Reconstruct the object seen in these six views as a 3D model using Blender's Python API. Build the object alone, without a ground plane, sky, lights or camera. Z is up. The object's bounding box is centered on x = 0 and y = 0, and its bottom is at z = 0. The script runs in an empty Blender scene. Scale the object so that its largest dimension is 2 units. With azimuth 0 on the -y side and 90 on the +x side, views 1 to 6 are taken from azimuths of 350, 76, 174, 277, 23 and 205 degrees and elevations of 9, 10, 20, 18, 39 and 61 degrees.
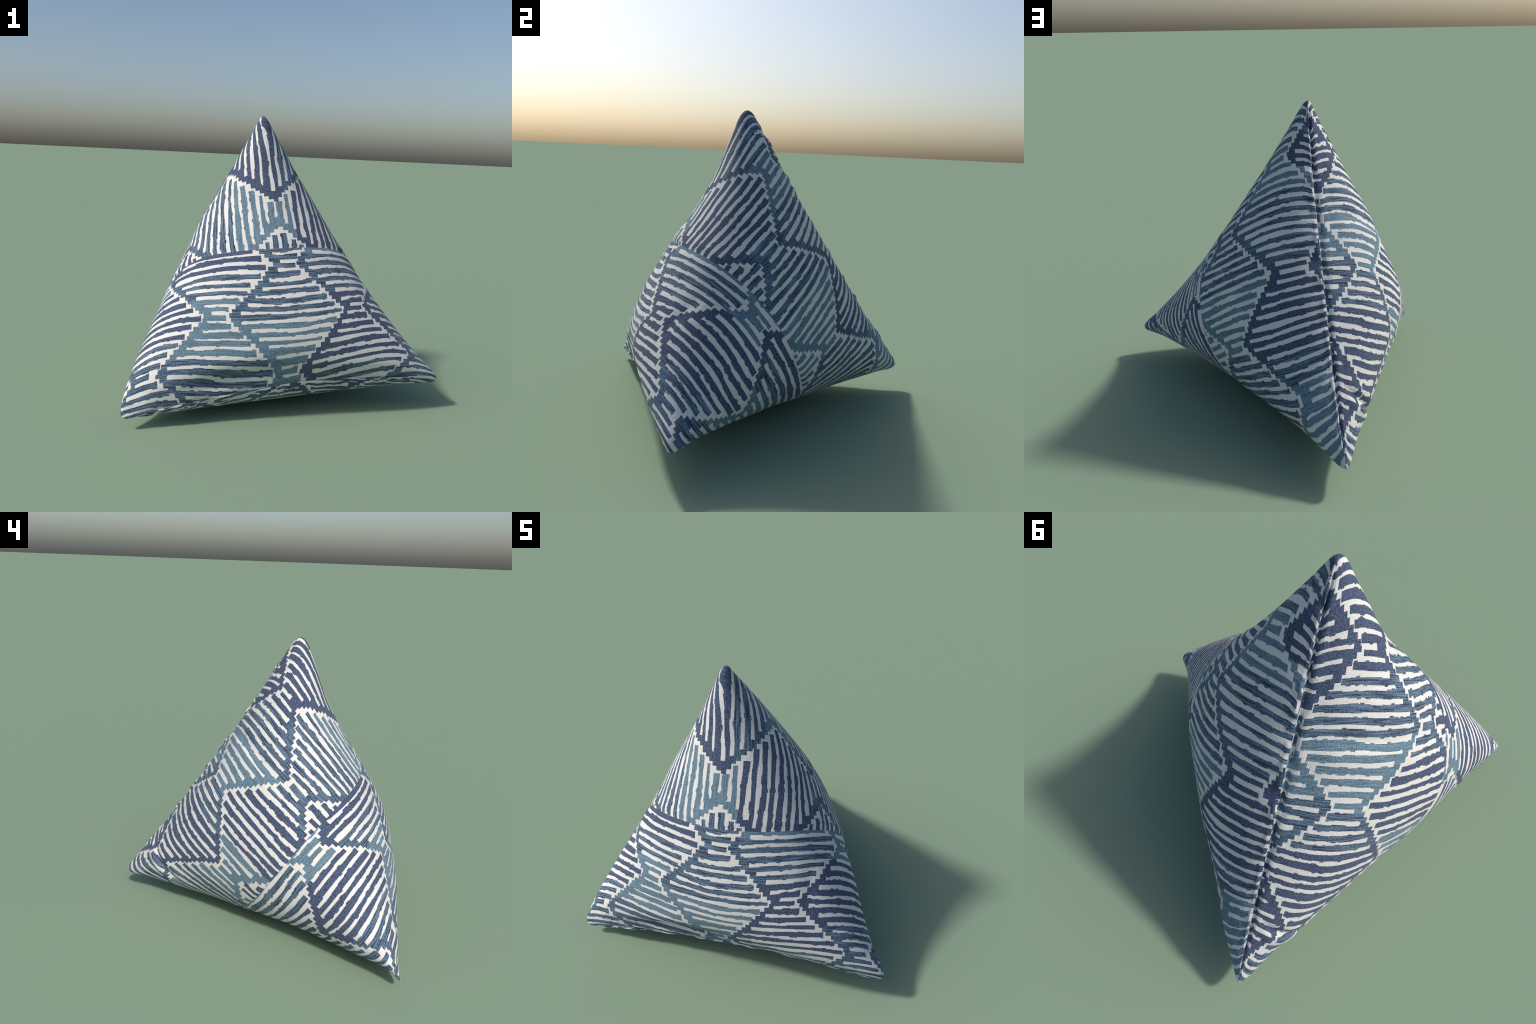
"""A stuffed four-cornered fabric cushion (a tube of cloth pinched shut along two
crossed end seams), sewn from two panels of the same ikat-like woven cloth."""
import bpy
import math
import numpy as np

# ----------------------------------------------------------------------------
# 1. SHAPE: a closed tube whose cross-sections turn from a flat line along one
#    seam (top corner - back corner) to a flat line along the other seam
#    (the two front corners), then gently bent out of true.
# ----------------------------------------------------------------------------
CORNER_TOP = np.array([-0.0932, 0.0353, 1.7768])
CORNER_BACK = np.array([-0.1613, 1.0300, 0.3668])
CORNER_LEFT = np.array([-0.8824, -0.9766, 0.1160])
CORNER_RIGHT = np.array([0.8729, -0.9399, 0.0970])
ROUND_MIDDLE, ROUND_ENDS = 1.8546, 1.6751      # super-ellipse exponents of the sections
SWELL = 0.2065                                 # how much the stuffing lets the girth grow
# slow bends of the stuffed body: power of (x, y, z) -> offset in metres
BENDS = {
    (0, 0, 2): (0.0041, -0.0615, 0.0487), (0, 0, 3): (0.0081, -0.1706, -0.0713),
    (0, 0, 4): (-0.0045, 0.0392, -0.0388), (0, 1, 1): (0.0471, 0.0166, -0.0414),
    (0, 1, 2): (0.0979, 0.0374, 0.0392), (0, 1, 3): (-0.0057, -0.0199, -0.0264),
    (0, 2, 0): (0.0210, -0.0002, -0.0174), (0, 2, 1): (0.0158, 0.0431, 0.0361),
    (0, 2, 2): (0.0081, 0.0028, -0.0020), (0, 3, 0): (-0.0034, 0.0178, -0.0229),
    (0, 3, 1): (-0.0173, -0.0071, 0.0130), (0, 4, 0): (0.0008, 0.0177, 0.0012),
    (1, 0, 1): (-0.0049, -0.0019, -0.0146), (1, 0, 2): (-0.0076, -0.0397, 0.1061),
    (1, 0, 3): (-0.0047, 0.0269, -0.0128), (1, 1, 0): (0.0171, 0.0034, -0.0263),
    (1, 1, 1): (0.0273, 0.0448, 0.0116), (1, 1, 2): (0.0172, 0.0008, 0.0004),
    (1, 2, 0): (-0.0050, -0.0158, -0.0011), (1, 2, 1): (0.0006, -0.0083, 0.0062),
    (1, 3, 0): (-0.0254, 0.0054, 0.0038), (2, 0, 0): (-0.0039, 0.0071, -0.0292),
    (2, 0, 1): (0.0056, 0.0029, 0.0341), (2, 0, 2): (0.0032, 0.0079, 0.0010),
    (2, 1, 0): (-0.0225, 0.0012, -0.0135), (2, 1, 1): (-0.0132, 0.0126, -0.0083),
    (2, 2, 0): (-0.0113, -0.0019, 0.0176), (3, 0, 0): (0.0023, -0.0036, -0.0205),
    (3, 0, 1): (-0.0061, -0.0201, 0.0350), (3, 1, 0): (0.0182, 0.0032, 0.0041),
    (4, 0, 0): (-0.0177, 0.0187, -0.0051),
}
CENTRE = (CORNER_TOP + CORNER_BACK + CORNER_LEFT + CORNER_RIGHT) / 4
AXES = np.stack([(CORNER_TOP - CORNER_BACK) / 2, (CORNER_RIGHT - CORNER_LEFT) / 2,
                 (CORNER_TOP + CORNER_BACK - CORNER_LEFT - CORNER_RIGHT) / 4], 1)

# the seam between the two panels wanders a little round the girth (u has period 4)
WANDER = (-0.0004, 0.0057, -0.0186, 0.0217, -0.0035, 0.0060, 0.0002)
# cloth length along the tube against the tube parameter
LENGTH = (2.7412, -6.261, 9.8114)
THREAD_ROW = 0.0525                            # one stripe + one gap, in girth units


def wander(u):
    w = np.pi / 2 * u
    out = WANDER[0] + 0 * w
    for k in (1, 2, 3):
        out = out + WANDER[2 * k - 1] * np.cos(k * w) + WANDER[2 * k] * np.sin(k * w)
    return out


def tube_from_panel(u, t):
    """Tube parameter s for cloth parameter t, where t = 0.5 is the panel seam."""
    d = wander(u)
    s = t.copy()
    for _ in range(12):
        s = t + d * 4 * s * (1 - s)
    return s


QUARTER = np.linspace(0, np.pi / 2, 240)


def sections(s_values, girth):
    """Quarter-exact super-ellipse points for each s (rows) at girth positions q in 0..1."""
    out = np.zeros((len(s_values), 2))
    for i, (s, q) in enumerate(zip(s_values, girth)):
        n = ROUND_MIDDLE + (ROUND_ENDS - ROUND_MIDDLE) * (1 - 4 * s * (1 - s))
        cx = np.cos(QUARTER) ** (2 / n) * (1 - s)
        cy = np.sin(QUARTER) ** (2 / n) * s
        ln = np.r_[0, np.cumsum(np.hypot(np.diff(cx), np.diff(cy)))]
        k = (1 + SWELL * 4 * s * (1 - s)) / ln[-1]
        out[i] = np.interp(q * ln[-1], ln, cx) * k, np.interp(q * ln[-1], ln, cy) * k
    return out


def ideal_points(u, s):
    """u in -2..2 round the girth, s in 0..1 along the tube -> untwisted body coordinates."""
    q = np.abs(u)
    back = q > 1
    q = np.where(back, 2 - q, q)
    xy = sections(s, q)
    x = np.where(back, -xy[:, 0], xy[:, 0])
    y = np.where(u < 0, -xy[:, 1], xy[:, 1])
    m = 1 - 2 * s
    z = 1.5 * m - 0.5 * m ** 3
    return np.stack([x, y, z], 1)


def to_world(i):
    p = CENTRE + i @ AXES.T
    for (a, b, c), off in BENDS.items():
        p = p + (i[:, 0] ** a * i[:, 1] ** b * i[:, 2] ** c)[:, None] * np.array(off)
    return p


# ----------------------------------------------------------------------------
# 2. MESH GRID on the cloth
# ----------------------------------------------------------------------------
NU, NT = 360, 181                              # round the girth, along the tube
MID = NT // 2
tt = np.linspace(0, 1, NT)
tt = 0.72 * (0.5 - 0.5 * np.cos(np.pi * tt)) + 0.28 * tt
uu = np.linspace(-2, 2, NU, endpoint=False)
T2, U2 = np.meshgrid(tt, uu, indexing="ij")
U = U2.ravel()
Tt = T2.ravel()
Sg = tube_from_panel(U, Tt)
IDEAL = ideal_points(U, Sg)
SMOOTH = to_world(IDEAL)


def grid_normals(p):
    g = p.reshape(NT, NU, 3)
    du = np.roll(g, -1, 1) - np.roll(g, 1, 1)
    ds = np.gradient(g, axis=0)
    n = np.cross(ds, du)
    n /= np.linalg.norm(n, axis=-1, keepdims=True) + 1e-12
    n = n.reshape(-1, 3)
    if ((p - p.mean(0)) * n).sum(1).mean() < 0:
        n = -n
    return n


NORMAL = grid_normals(SMOOTH)


def wrap(d):
    return (d + 2) % 4 - 2


def dent(u0, t0, su, st, angle=0.0):
    """Gaussian patch on the cloth, long axis turned by angle (radians) in (u, t*2)."""
    a, b = wrap(U - u0), (Tt - t0) * 2
    c, s = math.cos(angle), math.sin(angle)
    return np.exp(-((a * c + b * s) / su) ** 2 - ((-a * s + b * c) / st) ** 2)


rng = np.random.default_rng(7)


def soft_noise(p, freq, seed):
    """A few crossed sine waves with fixed random directions: smooth lumps."""
    r = np.random.default_rng(seed)
    out = np.zeros(len(p))
    for _ in range(7):
        d = r.normal(size=3)
        d /= np.linalg.norm(d)
        out += np.sin(p @ d * freq * r.uniform(0.7, 1.4) + r.uniform(0, 6.28))
    return out / 7


RELIEF = np.zeros(len(U))
RELIEF += 0.006 * soft_noise(SMOOTH, 9, 3) + 0.002 * soft_noise(SMOOTH, 26, 4)
# panel seam: a narrow tuck all round the girth
seam = np.abs(Tt - 0.5) * 2.0
RELIEF -= 0.0075 * np.exp(-(seam / 0.012) ** 2) - 0.006 * np.exp(-(seam / 0.07) ** 2)
# puckers across the end seams
end = np.minimum(Sg, 1 - Sg)
pucker = np.sin(U * 26 + 1.7 * np.sin(U * 5.3)) + 0.8 * np.sin(U * 61 + 2.0 * np.sin(U * 9))
RELIEF += 0.0038 * pucker * np.exp(-(end / 0.045) ** 2)


def band(value, centre, width):
    return np.exp(-((value - centre) / width) ** 2)


def span(value, lo, hi, soft):
    return 1 / (1 + np.exp(-(value - lo) / soft)) / (1 + np.exp((value - hi) / soft))


# back end seam: one side rolls over the other, leaving a raised lip and a groove
tip_fade = span(np.abs(U), 0.05, 1.95, 0.02)
RELIEF += np.where(U > 0, 1, 0) * 0.004 * band(Sg, 0.014, 0.012) * tip_fade * (1 + 0.5 * pucker)
RELIEF -= np.where(U < 0, 1, 0) * 0.011 * band(Sg, 0.010, 0.010) * tip_fade * (1 + 0.7 * pucker)
RELIEF += np.where(U < 0, 1, 0) * 0.004 * band(Sg, 0.045, 0.02) * tip_fade
# front end seam: a crease just above the ridge
front_fade = span(np.abs(U), -1, 0.86, 0.03)
RELIEF -= 0.009 * band(Sg, 0.953, 0.006) * front_fade
RELIEF += 0.004 * band(Sg, 0.968, 0.008) * front_fade
# slack above the front seam: the cloth sags in under a soft fold
RELIEF -= 0.037 * band(U, -0.30, 0.26) * band(Sg, 0.888, 0.032)
RELIEF += 0.014 * band(U, -0.34, 0.30) * band(Sg, 0.815, 0.040)
RELIEF -= 0.016 * span(U, -0.16, 0.02, 0.03) * band(Sg - 0.5 * (U + 0.1), 0.885, 0.014)
RELIEF -= 0.015 * band(U, 0.16, 0.10) * band(Sg - 0.25 * (U - 0.16), 0.935, 0.014)
RELIEF += 0.010 * band(U, 0.45, 0.25) * band(Sg, 0.86, 0.04)
# a pinched fold near the back corner
line = -1.665 - 0.33 * (Sg - 0.13)
along_fold = span(Sg, 0.10, 0.36, 0.02)
RELIEF -= 0.013 * band(U, line, 0.017) * along_fold
RELIEF += 0.009 * band(U, line - 0.045, 0.030) * along_fold + 0.006 * band(U, line + 0.05, 0.03) * along_fold
# broad hollows and swellings of the stuffing
RELIEF -= 0.018 * band(U, -0.10, 0.24) * band(Sg, 0.37, 0.09)
RELIEF += 0.016 * band(U, 1.75, 0.16) * band(Sg, 0.20, 0.09)
RELIEF += 0.010 * band(U, -0.58, 0.14) * band(Sg, 0.36, 0.08)
RELIEF -= 0.032 * band(U, -1.13, 0.11) * band(Sg, 0.855, 0.055)
# shallow pulls in the side faces
RELIEF -= 0.010 * band(U, -0.70, 0.035) * span(Sg, 0.14, 0.36, 0.03)
RELIEF += 0.006 * band(U, -0.78, 0.05) * span(Sg, 0.14, 0.36, 0.03)
RELIEF -= 0.008 * band(U, 0.55, 0.04) * span(Sg, 0.56, 0.66, 0.02)
RELIEF -= 0.012 * band(U, -0.9, 0.05) * span(Sg, 0.80, 0.93, 0.02)
SHAPED = SMOOTH + NORMAL * RELIEF[:, None]


# ----------------------------------------------------------------------------
# 3. CLOTH COORDINATES from the object position (used inside the material)
# ----------------------------------------------------------------------------
POWERS = [(i, j, k) for i in range(5) for j in range(5) for k in range(5) if i + j + k <= 4]
INV_AXES = np.linalg.inv(AXES)
local = (SMOOTH - CENTRE) @ INV_AXES.T
feat = np.stack([local[:, 0] ** a * local[:, 1] ** b * local[:, 2] ** c for a, b, c in POWERS], 1)
UNBEND = np.linalg.lstsq(feat, IDEAL, rcond=None)[0]
flat = feat @ UNBEND
_s = (1 - 2 * np.sin(np.arcsin(np.clip(flat[:, 2], -1, 1)) / 3)) / 2
# half-size of a section along its long axis, against x = 4 s (1 - s)
_sv = np.linspace(0.0, 1.0, 41)
_size = np.abs(sections(_sv, np.where(_sv > 0.5, 1.0, 0.0))).max(1) / np.maximum(_sv, 1 - _sv)
SIZE = np.polyfit(4 * _sv * (1 - _sv), _size, 3)
_k = np.polyval(SIZE, 4 * _s * (1 - _s))
# close to an end seam the height no longer tells s; the thickness of the wedge does
_lr = np.where(_s > 0.5, np.abs(flat[:, 1]) / (_s * _k), np.abs(flat[:, 0]) / ((1 - _s) * _k))
_thin = np.where(_s > 0.5, np.abs(flat[:, 0]), np.abs(flat[:, 1])) / _k
_shut = (1 - np.minimum(_lr, 0.97) ** ROUND_ENDS) ** (1 / ROUND_ENDS)
_thin = np.minimum(_thin / _shut, 0.5)
_se = np.where(_s > 0.5, 1 - _thin, _thin)
_we = np.clip((np.abs(2 * _s - 1) - 0.84) / 0.1, 0, 1) * np.clip((0.97 - _lr) / 0.12, 0, 1)
_s = _s + (_se - _s) * _we
_k = np.polyval(SIZE, 4 * _s * (1 - _s))
_angle = np.arctan2(np.abs(flat[:, 1]) * (1 - _s), np.abs(flat[:, 0]) * _s)
_long = np.where(_s > 0.5, np.abs(flat[:, 1]) / (_s * _k), np.abs(flat[:, 0]) / ((1 - _s) * _k))
_long = np.arcsin(np.clip(_long, 0, 1))
_long = np.where(_s > 0.5, _long, np.pi / 2 - _long)
_w = np.clip((np.abs(2 * _s - 1) - 0.3) / 0.4, 0, 1)
_t = (_angle * (1 - _w) + _long * _w) / (np.pi / 2)
_q = np.abs(U)
_q = np.where(_q > 1, 2 - _q, _q)
NF = 5
FRONT_SEAM = 0.957                             # where the front end seam lies on the front face
_ok = (Sg > 0.01) & (Sg < 0.99)
_b = np.stack([_t * (1 - _t) * _t ** i * _s ** j for i in range(NF) for j in range(NF)], 1)
# print-free check values
ARC = np.linalg.lstsq(_b[_ok], (_q - _t)[_ok], rcond=None)[0].reshape(NF, NF)


class Tree:
    """Small helper: write shader arithmetic as Python expressions."""

    def __init__(self, tree):
        self.t = tree

    def node(self, kind, **props):
        n = self.t.nodes.new(kind)
        for k, v in props.items():
            setattr(n, k, v)
        return n

    def set(self, socket, value):
        if isinstance(value, Val):
            self.t.links.new(value.s, socket)
        else:
            socket.default_value = value

    def math(self, op, *args, clamp=False):
        n = self.node("ShaderNodeMath", operation=op, use_clamp=clamp)
        for i, a in enumerate(args):
            self.set(n.inputs[i], a)
        return Val(self, n.outputs[0])

    def xyz(self, x, y, z):
        n = self.node("ShaderNodeCombineXYZ")
        for i, a in enumerate((x, y, z)):
            self.set(n.inputs[i], a)
        return Val(self, n.outputs[0])

    def noise(self, vec, scale=1.0, detail=0.0, rough=0.5):
        n = self.node("ShaderNodeTexNoise", noise_dimensions="3D")
        self.set(n.inputs["Vector"], vec)
        n.inputs["Scale"].default_value = scale
        n.inputs["Detail"].default_value = detail
        n.inputs["Roughness"].default_value = rough
        return Val(self, n.outputs["Fac"])

    def white(self, vec):
        n = self.node("ShaderNodeTexWhiteNoise", noise_dimensions="3D")
        self.set(n.inputs["Vector"], vec)
        return Val(self, n.outputs["Value"])

    def mix(self, fac, a, b):
        n = self.node("ShaderNodeMix", data_type="RGBA")
        self.set(n.inputs["Factor"], fac)
        for key, v in (("A", a), ("B", b)):
            sock = [s for s in n.inputs if s.name == key and s.type == "RGBA"][0]
            if isinstance(v, Val):
                self.t.links.new(v.s, sock)
            else:
                sock.default_value = (*v, 1.0)
        return Val(self, [s for s in n.outputs if s.type == "RGBA"][0])

    def ramp(self, fac, stops, low, high):
        """Constant steps: stops = [(position, grey value)] over low..high."""
        n = self.node("ShaderNodeValToRGB")
        n.color_ramp.interpolation = "CONSTANT"
        e = n.color_ramp.elements
        while len(e) > 1:
            e.remove(e[-1])
        for i, (p, v) in enumerate(stops):
            x = min(max((p - low) / (high - low), 0.0), 1.0)
            el = e[0] if i == 0 else e.new(x)
            el.position = x
            el.color = (v, v, v, 1)
        self.set(n.inputs[0], (fac - low) * (1.0 / (high - low)))
        g = self.node("ShaderNodeSeparateColor")
        self.t.links.new(n.outputs[0], g.inputs[0])
        return Val(self, g.outputs[0])


class Val:
    def __init__(self, tree, socket):
        self.tree, self.s = tree, socket

    def _m(self, op, *a):
        return self.tree.math(op, *a)

    def __add__(self, o): return self._m("ADD", self, o)
    def __radd__(self, o): return self._m("ADD", self, o)
    def __sub__(self, o): return self._m("SUBTRACT", self, o)
    def __rsub__(self, o): return self._m("SUBTRACT", o, self)
    def __mul__(self, o): return self._m("MULTIPLY", self, o)
    def __rmul__(self, o): return self._m("MULTIPLY", self, o)
    def __truediv__(self, o): return self._m("DIVIDE", self, o)
    def __gt__(self, o): return self._m("GREATER_THAN", self, o)
    def __lt__(self, o): return self._m("LESS_THAN", self, o)
    def abs(self): return self._m("ABSOLUTE", self)
    def floor(self): return self._m("FLOOR", self)
    def fract(self): return self._m("FRACT", self)
    def sin(self): return self._m("SINE", self)
    def cos(self): return self._m("COSINE", self)
    def min(self, o): return self._m("MINIMUM", self, o)
    def max(self, o): return self._m("MAXIMUM", self, o)
    def madd(self, a, b): return self._m("MULTIPLY_ADD", self, a, b)


def cloth_coordinates():
    """Node group: object position -> girth position u and cloth length v (in stripe rows)."""
    g = bpy.data.node_groups.new("cloth_coordinates", "ShaderNodeTree")
    for name in ("girth", "length", "girth_raw"):
        g.interface.new_socket(name, in_out="OUTPUT", socket_type="NodeSocketFloat")
    T = Tree(g)
    co = T.node("ShaderNodeTexCoord")
    sub = T.node("ShaderNodeVectorMath", operation="SUBTRACT")
    g.links.new(co.outputs["Object"], sub.inputs[0])
    sub.inputs[1].default_value = tuple(CENTRE)
    axis = []
    for r in range(3):
        d = T.node("ShaderNodeVectorMath", operation="DOT_PRODUCT")
        g.links.new(sub.outputs[0], d.inputs[0])
        d.inputs[1].default_value = tuple(INV_AXES[r])
        axis.append(Val(T, d.outputs["Value"]))
    coef = dict(zip(POWERS, UNBEND))

    def horner(terms, var):         # nested polynomial: few values alive at once
        acc = terms[-1]
        for c in reversed(terms[:-1]):
            n = T.node("ShaderNodeVectorMath", operation="MULTIPLY_ADD")
            for sock, v in zip(n.inputs, (acc, var.s, c)):
                if hasattr(v, "is_output"):
                    g.links.new(v, sock)
                else:
                    sock.default_value = tuple(v)
            acc = n.outputs[0]
        return acc

    acc = horner([horner([horner([coef[i, j, k] for k in range(5 - i - j)], axis[2])
                          for j in range(5 - i)], axis[1]) for i in range(5)], axis[0])
    sep = T.node("ShaderNodeSeparateXYZ")
    g.links.new(acc, sep.inputs[0])
    x, y, z = (Val(T, sep.outputs[i]) for i in range(3))
    m = T.math("ARCSINE", z.max(-1.0).min(1.0)) * (1 / 3)
    s = 0.5 - m.sin()
    one = 1.0 - s
    far = s > 0.5
    longway = far * y.abs() + (1.0 - far) * x.abs()
    thin = far * x.abs() + (1.0 - far) * y.abs()

    def section_size(s, one):
        full = s * one * 4.0
        return full.madd(full.madd(full.madd(float(SIZE[0]), float(SIZE[1])), float(SIZE[2])), float(SIZE[3]))

    size = section_size(s, one)
    lr = longway / (s.max(one) * size)
    shut = T.math("POWER", 1.0 - T.math("POWER", lr.min(0.97), ROUND_ENDS), 1 / ROUND_ENDS)
    wedge = (thin / (size * shut)).min(0.5)
    s_end = far * (1.0 - wedge) + (1.0 - far) * wedge
    we = T.math("MULTIPLY", (s - one).abs() - 0.84, 10.0, clamp=True) * T.math("MULTIPLY", 0.97 - lr, 1 / 0.12, clamp=True)
    s = s + (s_end - s) * we
    one = 1.0 - s
    size = section_size(s, one)
    reach = longway / (s.max(one) * size)
    reach = T.math("ARCSINE", reach.min(1.0))
    reach = far * reach + (1.0 - far) * (math.pi / 2 - reach)
    w = T.math("MULTIPLY", (s - one).abs() - 0.3, 1 / 0.4, clamp=True)
    angle = T.math("ARCTAN2", y.abs() * one, x.abs() * s)
    t = (angle * (1.0 - w) + reach * w) * (2 / math.pi)
    rows = []
    for i in range(NF):
        r = None
        for j in reversed(range(NF)):
            c = float(ARC[i, j])
            r = T.math("ADD", 0.0, c) if r is None else r.madd(s, c)
        rows.append(r)
    poly = rows[-1]
    for r in reversed(rows[:-1]):
        poly = poly.madd(t, r)
    q = t + t * (1.0 - t) * poly
    front = x > 0.0
    q = front * q + (1.0 - front) * (2.0 - q)
    u = T.math("SIGN", y) * q
    # the front end seam sits a little above the ridge: below it the underside cloth comes round
    under = (s > FRONT_SEAM) * front
    u = u + under * (T.math("SIGN", y) * 2.0 - u - u)
    s = s + under * (2.0 - s - s)
    one = 1.0 - s
    d = None
    for k in (1, 2, 3):
        w = u * (k * math.pi / 2)
        term = w.cos() * WANDER[2 * k - 1] + w.sin() * WANDER[2 * k]
        d = term + WANDER[0] if d is None else d + term
    e = s - d * (s * one) * 4.0 - 0.5
    e2 = e * e
    v = e * (e2.madd(e2 * LENGTH[2] + LENGTH[1], LENGTH[0]))
    out = T.node("NodeGroupOutput")
    g.links.new((u * (1 / THREAD_ROW)).s, out.inputs[0])
    g.links.new((v * (1 / THREAD_ROW)).s, out.inputs[1])
    g.links.new(u.s, out.inputs[2])
    return g


# ----------------------------------------------------------------------------
# 4. THE WEAVE: zigzag-edged combs. Along each stripe row a comb starts with a
#    solid dark spine, runs in teeth (stripes), and stops short of the next spine.
# ----------------------------------------------------------------------------
INDIGO, DENIM, TEAL = 0.1, 0.5, 0.9
COLOUR_OF = {"i": INDIGO, "d": DENIM, "t": TEAL}


def weave(name, lower):
    mat = bpy.data.materials.new(name)
    mat.use_nodes = True
    nt = mat.node_tree
    nt.nodes.clear()
    T = Tree(nt)
    grp = T.node("ShaderNodeGroup")
    grp.node_tree = COORDS
    P, Q, u = (Val(T, grp.outputs[i]) for i in range(3))
    if lower:
        stretch = 1.03 - (u * math.pi).cos() * 0.075
        row = Q * stretch + 0.5 + (u.abs() - 0.5) * 0.2
        along = P
        first, step, swing, period, peak = -4.2, 8.1, 2.75, 12.4, 2.2
        low, high = -1.0, 19.0
        combs = {  # comb number -> yarn by row: (first row, yarn)
            -5: [(-1, "d"), (5, "i"), (11, "d")],
            -4: [(-1, "i"), (3, "t"), (9, "d")],
            -3: [(-1, "t"), (1, "d"), (5, "i"), (11, "d")],
            -2: [(-1, "t"), (4, "i"), (10.5, "d")],
            -1: [(-1, "i"), (3, "d"), (6, "t"), (13, "d")],
            0: [(-1, "d"), (9, "t"), (16, "i")],
            1: [(-1, "t"), (1, "d"), (6, "i"), (15, "d")],
            2: [(-1, "t"), (4, "i"), (11, "d")],
            3: [(-1, "i"), (3, "d"), (6, "t"), (12, "d")],
            4: [(-1, "d"), (5, "t"), (11, "i")],
        }
    else:
        row = P + 1.2
        pos = P.max(0.0)
        along = 0.0 - Q * (1.0 - pos * 0.005) - pos * 0.015
        along = along + (along - 13.2).max(0.0) * 0.5
        first, step, swing, period, peak = -0.1, 8.4, 2.75, 12.55, 1.1
        low, high = -40.0, 40.0
        combs = {
            -1: [(-40, "t"), (-25, "i"), (-14, "i"), (-5, "d"), (-2, "t"), (-1, "d"), (5, "i"), (13, "d"), (22, "t"), (27, "d")],
            0: [(-40, "t"), (-32, "d"), (-27, "t"), (-21, "i"), (-14.5, "d"), (-4, "t"), (3, "i"), (11.5, "d"), (20, "t"), (27, "d"), (33, "i")],
            1: [(-40, "d"), (-31, "i"), (-22, "d"), (-18.5, "t"), (-12, "d"), (-7, "i"), (2.5, "d"), (5.5, "t"), (11, "d"), (19, "i"), (28, "d"), (31, "t")],
            2: [(-40, "i"), (-26, "d"), (-16.7, "t"), (-13, "i"), (8.5, "t"), (13, "i"), (26, "d"), (33, "t")],
        }

    # gently uneven rows
    wob = T.noise(T.xyz(along * 0.12, row * 0.55, 3.7 if lower else 8.2)) - 0.5
    row = row + wob * 0.36
    stripe_row = row.floor()
    gap_row = (row + 0.5).floor()
    half_row = ((row * 2.0).floor() + 0.5) * 0.5

    def wave(r):      # triangle wave, +1 at the peak row, -1 half a period later
        f = ((r - peak) * (1 / period) + 0.5).fract() - 0.5
        return 1.0 - f.abs() * 4.0

    def edge(j, r):   # where spine j lies on row r
        sign = 1.0 - (j * 0.5).fract() * 4.0
        jit = (T.white(T.xyz(j, r, 5.0)) - 0.5) * 0.22
        return j * step + first + sign * (wave(r) * swing) + jit

    near = ((along - first) * (1 / step) + 0.5).floor()
    past = along > edge(near, half_row)
    comb = near - 1.0 + past
    nxt = comb + 1.0
    # stripes (teeth): stop short of the next spine
    stop = edge(nxt, stripe_row + 0.5) - along
    tooth_end = stop > (0.22 + T.white(T.xyz(comb, stripe_row, 1.0)) * 0.42)
    # gaps: begin after the solid spine
    start = along - edge(comb, gap_row)
    spine = start < (0.80 + T.white(T.xyz(comb, gap_row, 2.0)) * 0.5)
    # ragged stripe edges: stepped offsets along the row
    f = row - stripe_row - 0.5
    side = f > 0.0
    key = stripe_row * 3.1 + side * 17.3 + comb * 7.7
    steps = ((along * 0.9 + T.white(T.xyz(key, 1.0, 0.0)) * 5.0).floor())
    rag = (T.noise(T.xyz(steps * 0.37, key, 0.0), 1.0, 1.0) - 0.5) * 0.44
    fine = (T.white(T.xyz((along * 2.3).floor(), key, 9.0)) > 0.86) * 0.09
    drift = (T.noise(T.xyz(along * 0.25, key, 4.0)) - 0.5) * 0.22
    half_width = 0.292 + rag + fine + drift + (T.white(T.xyz(stripe_row, comb, 6.0)) - 0.5) * 0.07
    in_stripe = f.abs() < half_width
    dark = (in_stripe * tooth_end).max((1.0 - in_stripe) * spine)
    # the outer side of a spine wins over a tooth gap everywhere
    # yarn colour
    colour_row = in_stripe * stripe_row + (1.0 - in_stripe) * (gap_row - 0.5) + 0.5
    yarn = None
    for j, bands in combs.items():
        sel = (comb - float(j)).abs() < 0.5
        c = T.ramp(colour_row, [(p, COLOUR_OF[k]) for p, k in bands], low, high) * sel
        yarn = c if yarn is None else yarn + c
    is_teal = yarn > 0.7
    is_denim = (yarn > 0.3) * (1.0 - is_teal)

    # thread-level colour: streaks along the stripe, fine cross grain
    streak = T.noise(T.xyz(along * 0.4, row * 8.0, 1.0), 1.0, 1.0, 0.6)
    grain = T.noise(T.xyz(along * 5.0, row * 6.0, 2.0), 1.0, 1.0)
    cloudy = T.noise(T.xyz(along * 0.35, row * 0.35, 6.0), 1.0, 1.0)
    sk = ((streak - 0.5) * 2.8 + 0.48 + (grain - 0.5) * 1.3).max(0.0).min(1.0)
    tw = ((grain - 0.5) * 2.6 + 0.5 + (cloudy - 0.5) * 0.5).max(0.0).min(1.0)
    indigo = T.mix(tw, (0.034, 0.049, 0.098), (0.096, 0.128, 0.212))
    denim = T.mix(sk, (0.022, 0.039, 0.076), (0.150, 0.222, 0.312))
    teal = T.mix(sk * 0.6 + tw * 0.4, (0.076, 0.132, 0.182), (0.190, 0.288, 0.362))
    dyed = T.mix(is_teal, T.mix(is_denim, indigo, denim), teal)
    pale = T.mix((grain * 0.5 + cloudy * 0.5), (0.55, 0.53, 0.51), (0.775, 0.748, 0.725))
    colour = T.mix(dark, pale, dyed)

    # relief: threads along the rows, a cross weave, stripes standing slightly proud
    warp = (row * (2 * math.pi * 9)).sin()
    weft = (along * (2 * math.pi * 7)).sin()
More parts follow.
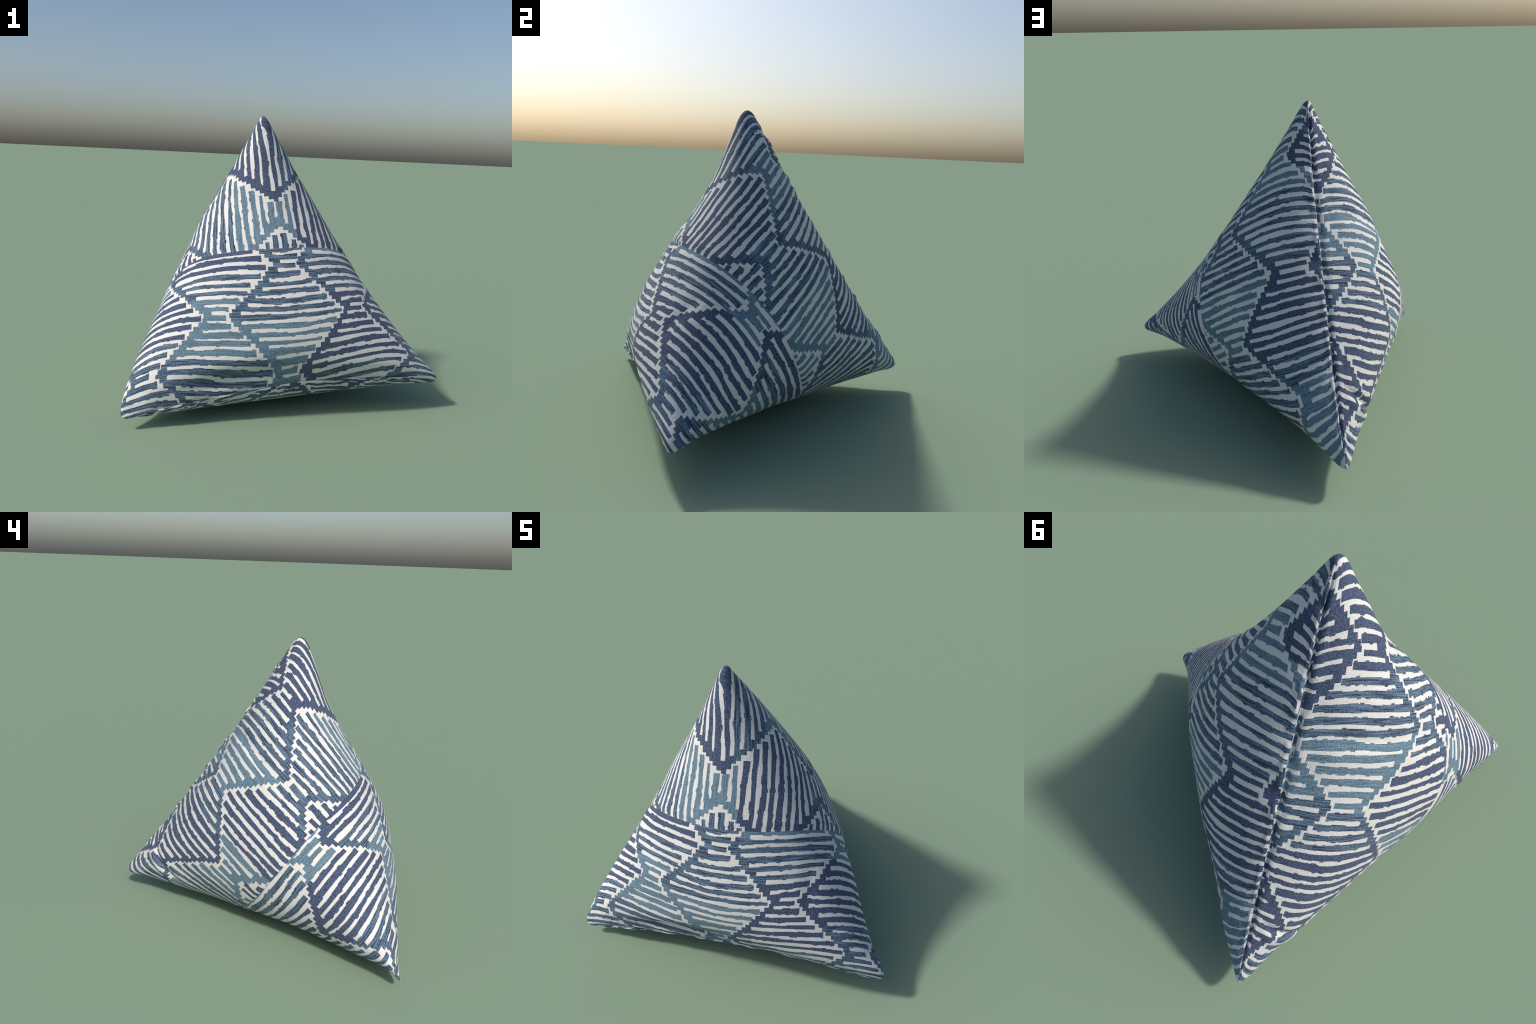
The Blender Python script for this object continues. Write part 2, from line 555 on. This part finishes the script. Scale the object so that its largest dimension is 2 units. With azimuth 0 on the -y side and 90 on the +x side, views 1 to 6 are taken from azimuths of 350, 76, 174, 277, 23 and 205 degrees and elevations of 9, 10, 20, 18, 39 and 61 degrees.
    height = (warp * 0.22 + weft * 0.13) * (dark * 0.75 + 0.25) + dark * 0.8 + (grain - 0.5) * 0.8 + cloudy * 0.5
    bump = T.node("ShaderNodeBump")
    bump.inputs["Strength"].default_value = 0.55
    bump.inputs["Distance"].default_value = 0.004
    nt.links.new(height.s, bump.inputs["Height"])

    bsdf = T.node("ShaderNodeBsdfPrincipled")
    nt.links.new(colour.s, bsdf.inputs["Base Color"])
    bsdf.inputs["Roughness"].default_value = 0.9
    bsdf.inputs["Specular IOR Level"].default_value = 0.2
    bsdf.inputs["Sheen Weight"].default_value = 0.08
    bsdf.inputs["Sheen Roughness"].default_value = 0.5
    nt.links.new(bump.outputs[0], bsdf.inputs["Normal"])
    out = T.node("ShaderNodeOutputMaterial")
    nt.links.new(bsdf.outputs[0], out.inputs[0])
    return mat


COORDS = cloth_coordinates()
UPPER_CLOTH = weave("woven_cloth_upper", False)
LOWER_CLOTH = weave("woven_cloth_lower", True)


# ----------------------------------------------------------------------------
# 5. OBJECTS
# ----------------------------------------------------------------------------
def close_ends(p):
    """At the two end seams the front and back of the tube meet on one line."""
    g = p.reshape(NT, NU, 3).copy()
    mirror = (-np.arange(NU)) % NU              # u -> -u
    g[0] = (g[0] + g[0][mirror]) / 2            # upper end seam: y sides meet
    half = NU // 2
    other = (half - np.arange(NU)) % NU         # u -> 2-u (x sides meet)
    other = (2 * half + half - np.arange(NU)) % NU
    g[-1] = (g[-1] + g[-1][other]) / 2
    return g


HALF = NU // 2
GRID = close_ends(SHAPED)

# blunt the four corners: the folded cloth inside keeps them from coming to a point
TIPS = GRID[0, HALF].copy(), GRID[0, 0].copy(), GRID[-1, HALF // 2].copy(), GRID[-1, HALF + HALF // 2].copy()
for tip in TIPS:
    d = np.linalg.norm(GRID - tip, axis=-1, keepdims=True)
    inward = CENTRE - tip
    inward /= np.linalg.norm(inward)
    depth = (GRID - tip) @ inward
    axis = tip + depth[..., None] * inward
    out = GRID - axis
    r = np.linalg.norm(out, axis=-1, keepdims=True)
    # fatten a sharp cone into a rounded nose of about 2 cm radius
    nose = 0.018
    x = np.clip(depth, 0, 0.12)[..., None]
    cap = np.where(x < nose, np.sqrt(np.maximum(2 * nose * x - x * x, 0)), nose)
    w = np.clip(1 - d / 0.11, 0, 1)
    w = w * w * (3 - 2 * w)
    GRID += out / (r + 1e-9) * np.maximum(cap - r, 0) * w * 0.8
low_z = GRID[..., 2].min()
GRID[..., 2] -= low_z * (1 - GRID[..., 2:3][..., 0] / 1.84)
FLAT = GRID.reshape(-1, 3)
# which grid index does each end-row vertex share with its twin across the seam
INDEX = np.arange(NT * NU).reshape(NT, NU)
for c in range(NU):
    twin = (-c) % NU
    INDEX[0, c] = INDEX[0, min(c, twin)]
    twin = (3 * HALF - c) % NU
    INDEX[-1, c] = INDEX[-1, min(c, twin)] if twin >= c else INDEX[-1, twin]


def relax_tips(p, rounds=14, reach=0.11):
    """Even out the cloth close to the corners (neighbour averaging on the welded grid)."""
    a = np.concatenate([INDEX.ravel(), INDEX[:-1].ravel()])
    b = np.concatenate([np.roll(INDEX, -1, 1).ravel(), INDEX[1:].ravel()])
    corner = [int(np.argmin(np.linalg.norm(p - t, axis=1))) for t in TIPS]
    start = p.copy()
    far = np.min([np.linalg.norm(p - t, axis=1) for t in TIPS], 0)
    weight = np.clip(1 - far / reach, 0, 1)
    weight = 0.5 * weight * weight * (3 - 2 * weight)
    keep = ((weight[a] > 0) | (weight[b] > 0)) & (a != b)
    a, b = a[keep], b[keep]
    count = np.bincount(np.r_[a, b], minlength=len(p)).clip(1)
    for _ in range(rounds):
        total = np.stack([np.bincount(np.r_[a, b], np.r_[p[b, k], p[a, k]], minlength=len(p)) for k in range(3)], 1)
        p = p + (total / count[:, None] - p) * weight[:, None]
    for t in corner:                         # give back the length lost at the point
        near = np.clip(1 - np.linalg.norm(start - start[t], axis=1) / 0.16, 0, 1)[:, None]
        p = p + (start[t] - p[t]) * near * near * (3 - 2 * near)
    return p


FLAT = relax_tips(FLAT)


def quads(r0, r1):
    out = []
    for r in range(r0, r1):
        for c in range(NU):
            d = (c + 1) % NU
            f = [int(INDEX[r, c]), int(INDEX[r, d]), int(INDEX[r + 1, d]), int(INDEX[r + 1, c])]
            f = [v for i, v in enumerate(f) if v not in f[:i]]
            if len(f) > 2:
                out.append(f)
    return out


def build(name, faces):
    used = sorted({v for f in faces for v in f})
    where = {v: i for i, v in enumerate(used)}
    me = bpy.data.meshes.new(name)
    me.from_pydata([tuple(FLAT[v]) for v in used], [], [[where[v] for v in f] for f in faces])
    me.polygons.foreach_set("use_smooth", [True] * len(me.polygons))
    me.update()
    return me, used


whole, whole_used = build("whole", quads(0, NT - 1))
if sum(p.area * p.normal.dot(p.center - whole.vertices[0].co.__class__(CENTRE)) for p in whole.polygons) < 0:
    whole.flip_normals()
    FLIP = True
else:
    FLIP = False
body_normal = {v: tuple(n.vector) for v, n in zip(whole_used, whole.vertex_normals)}
bpy.data.meshes.remove(whole)

cushion = bpy.data.objects.new("pyramid_cushion", None)
bpy.context.collection.objects.link(cushion)
cushion["label"] = "plump pyramid cushion in blue and white zigzag stripes"
cushion["category"] = "cushion"
for name, rows, mat in (("upper_panel", (0, MID), UPPER_CLOTH), ("lower_panel", (MID, NT - 1), LOWER_CLOTH)):
    me, used = build(name, quads(*rows))
    if FLIP:
        me.flip_normals()
    me.materials.append(mat)
    me.normals_split_custom_set_from_vertices([body_normal[v] for v in used])
    ob = bpy.data.objects.new(name, me)
    bpy.context.collection.objects.link(ob)
    ob.parent = cushion
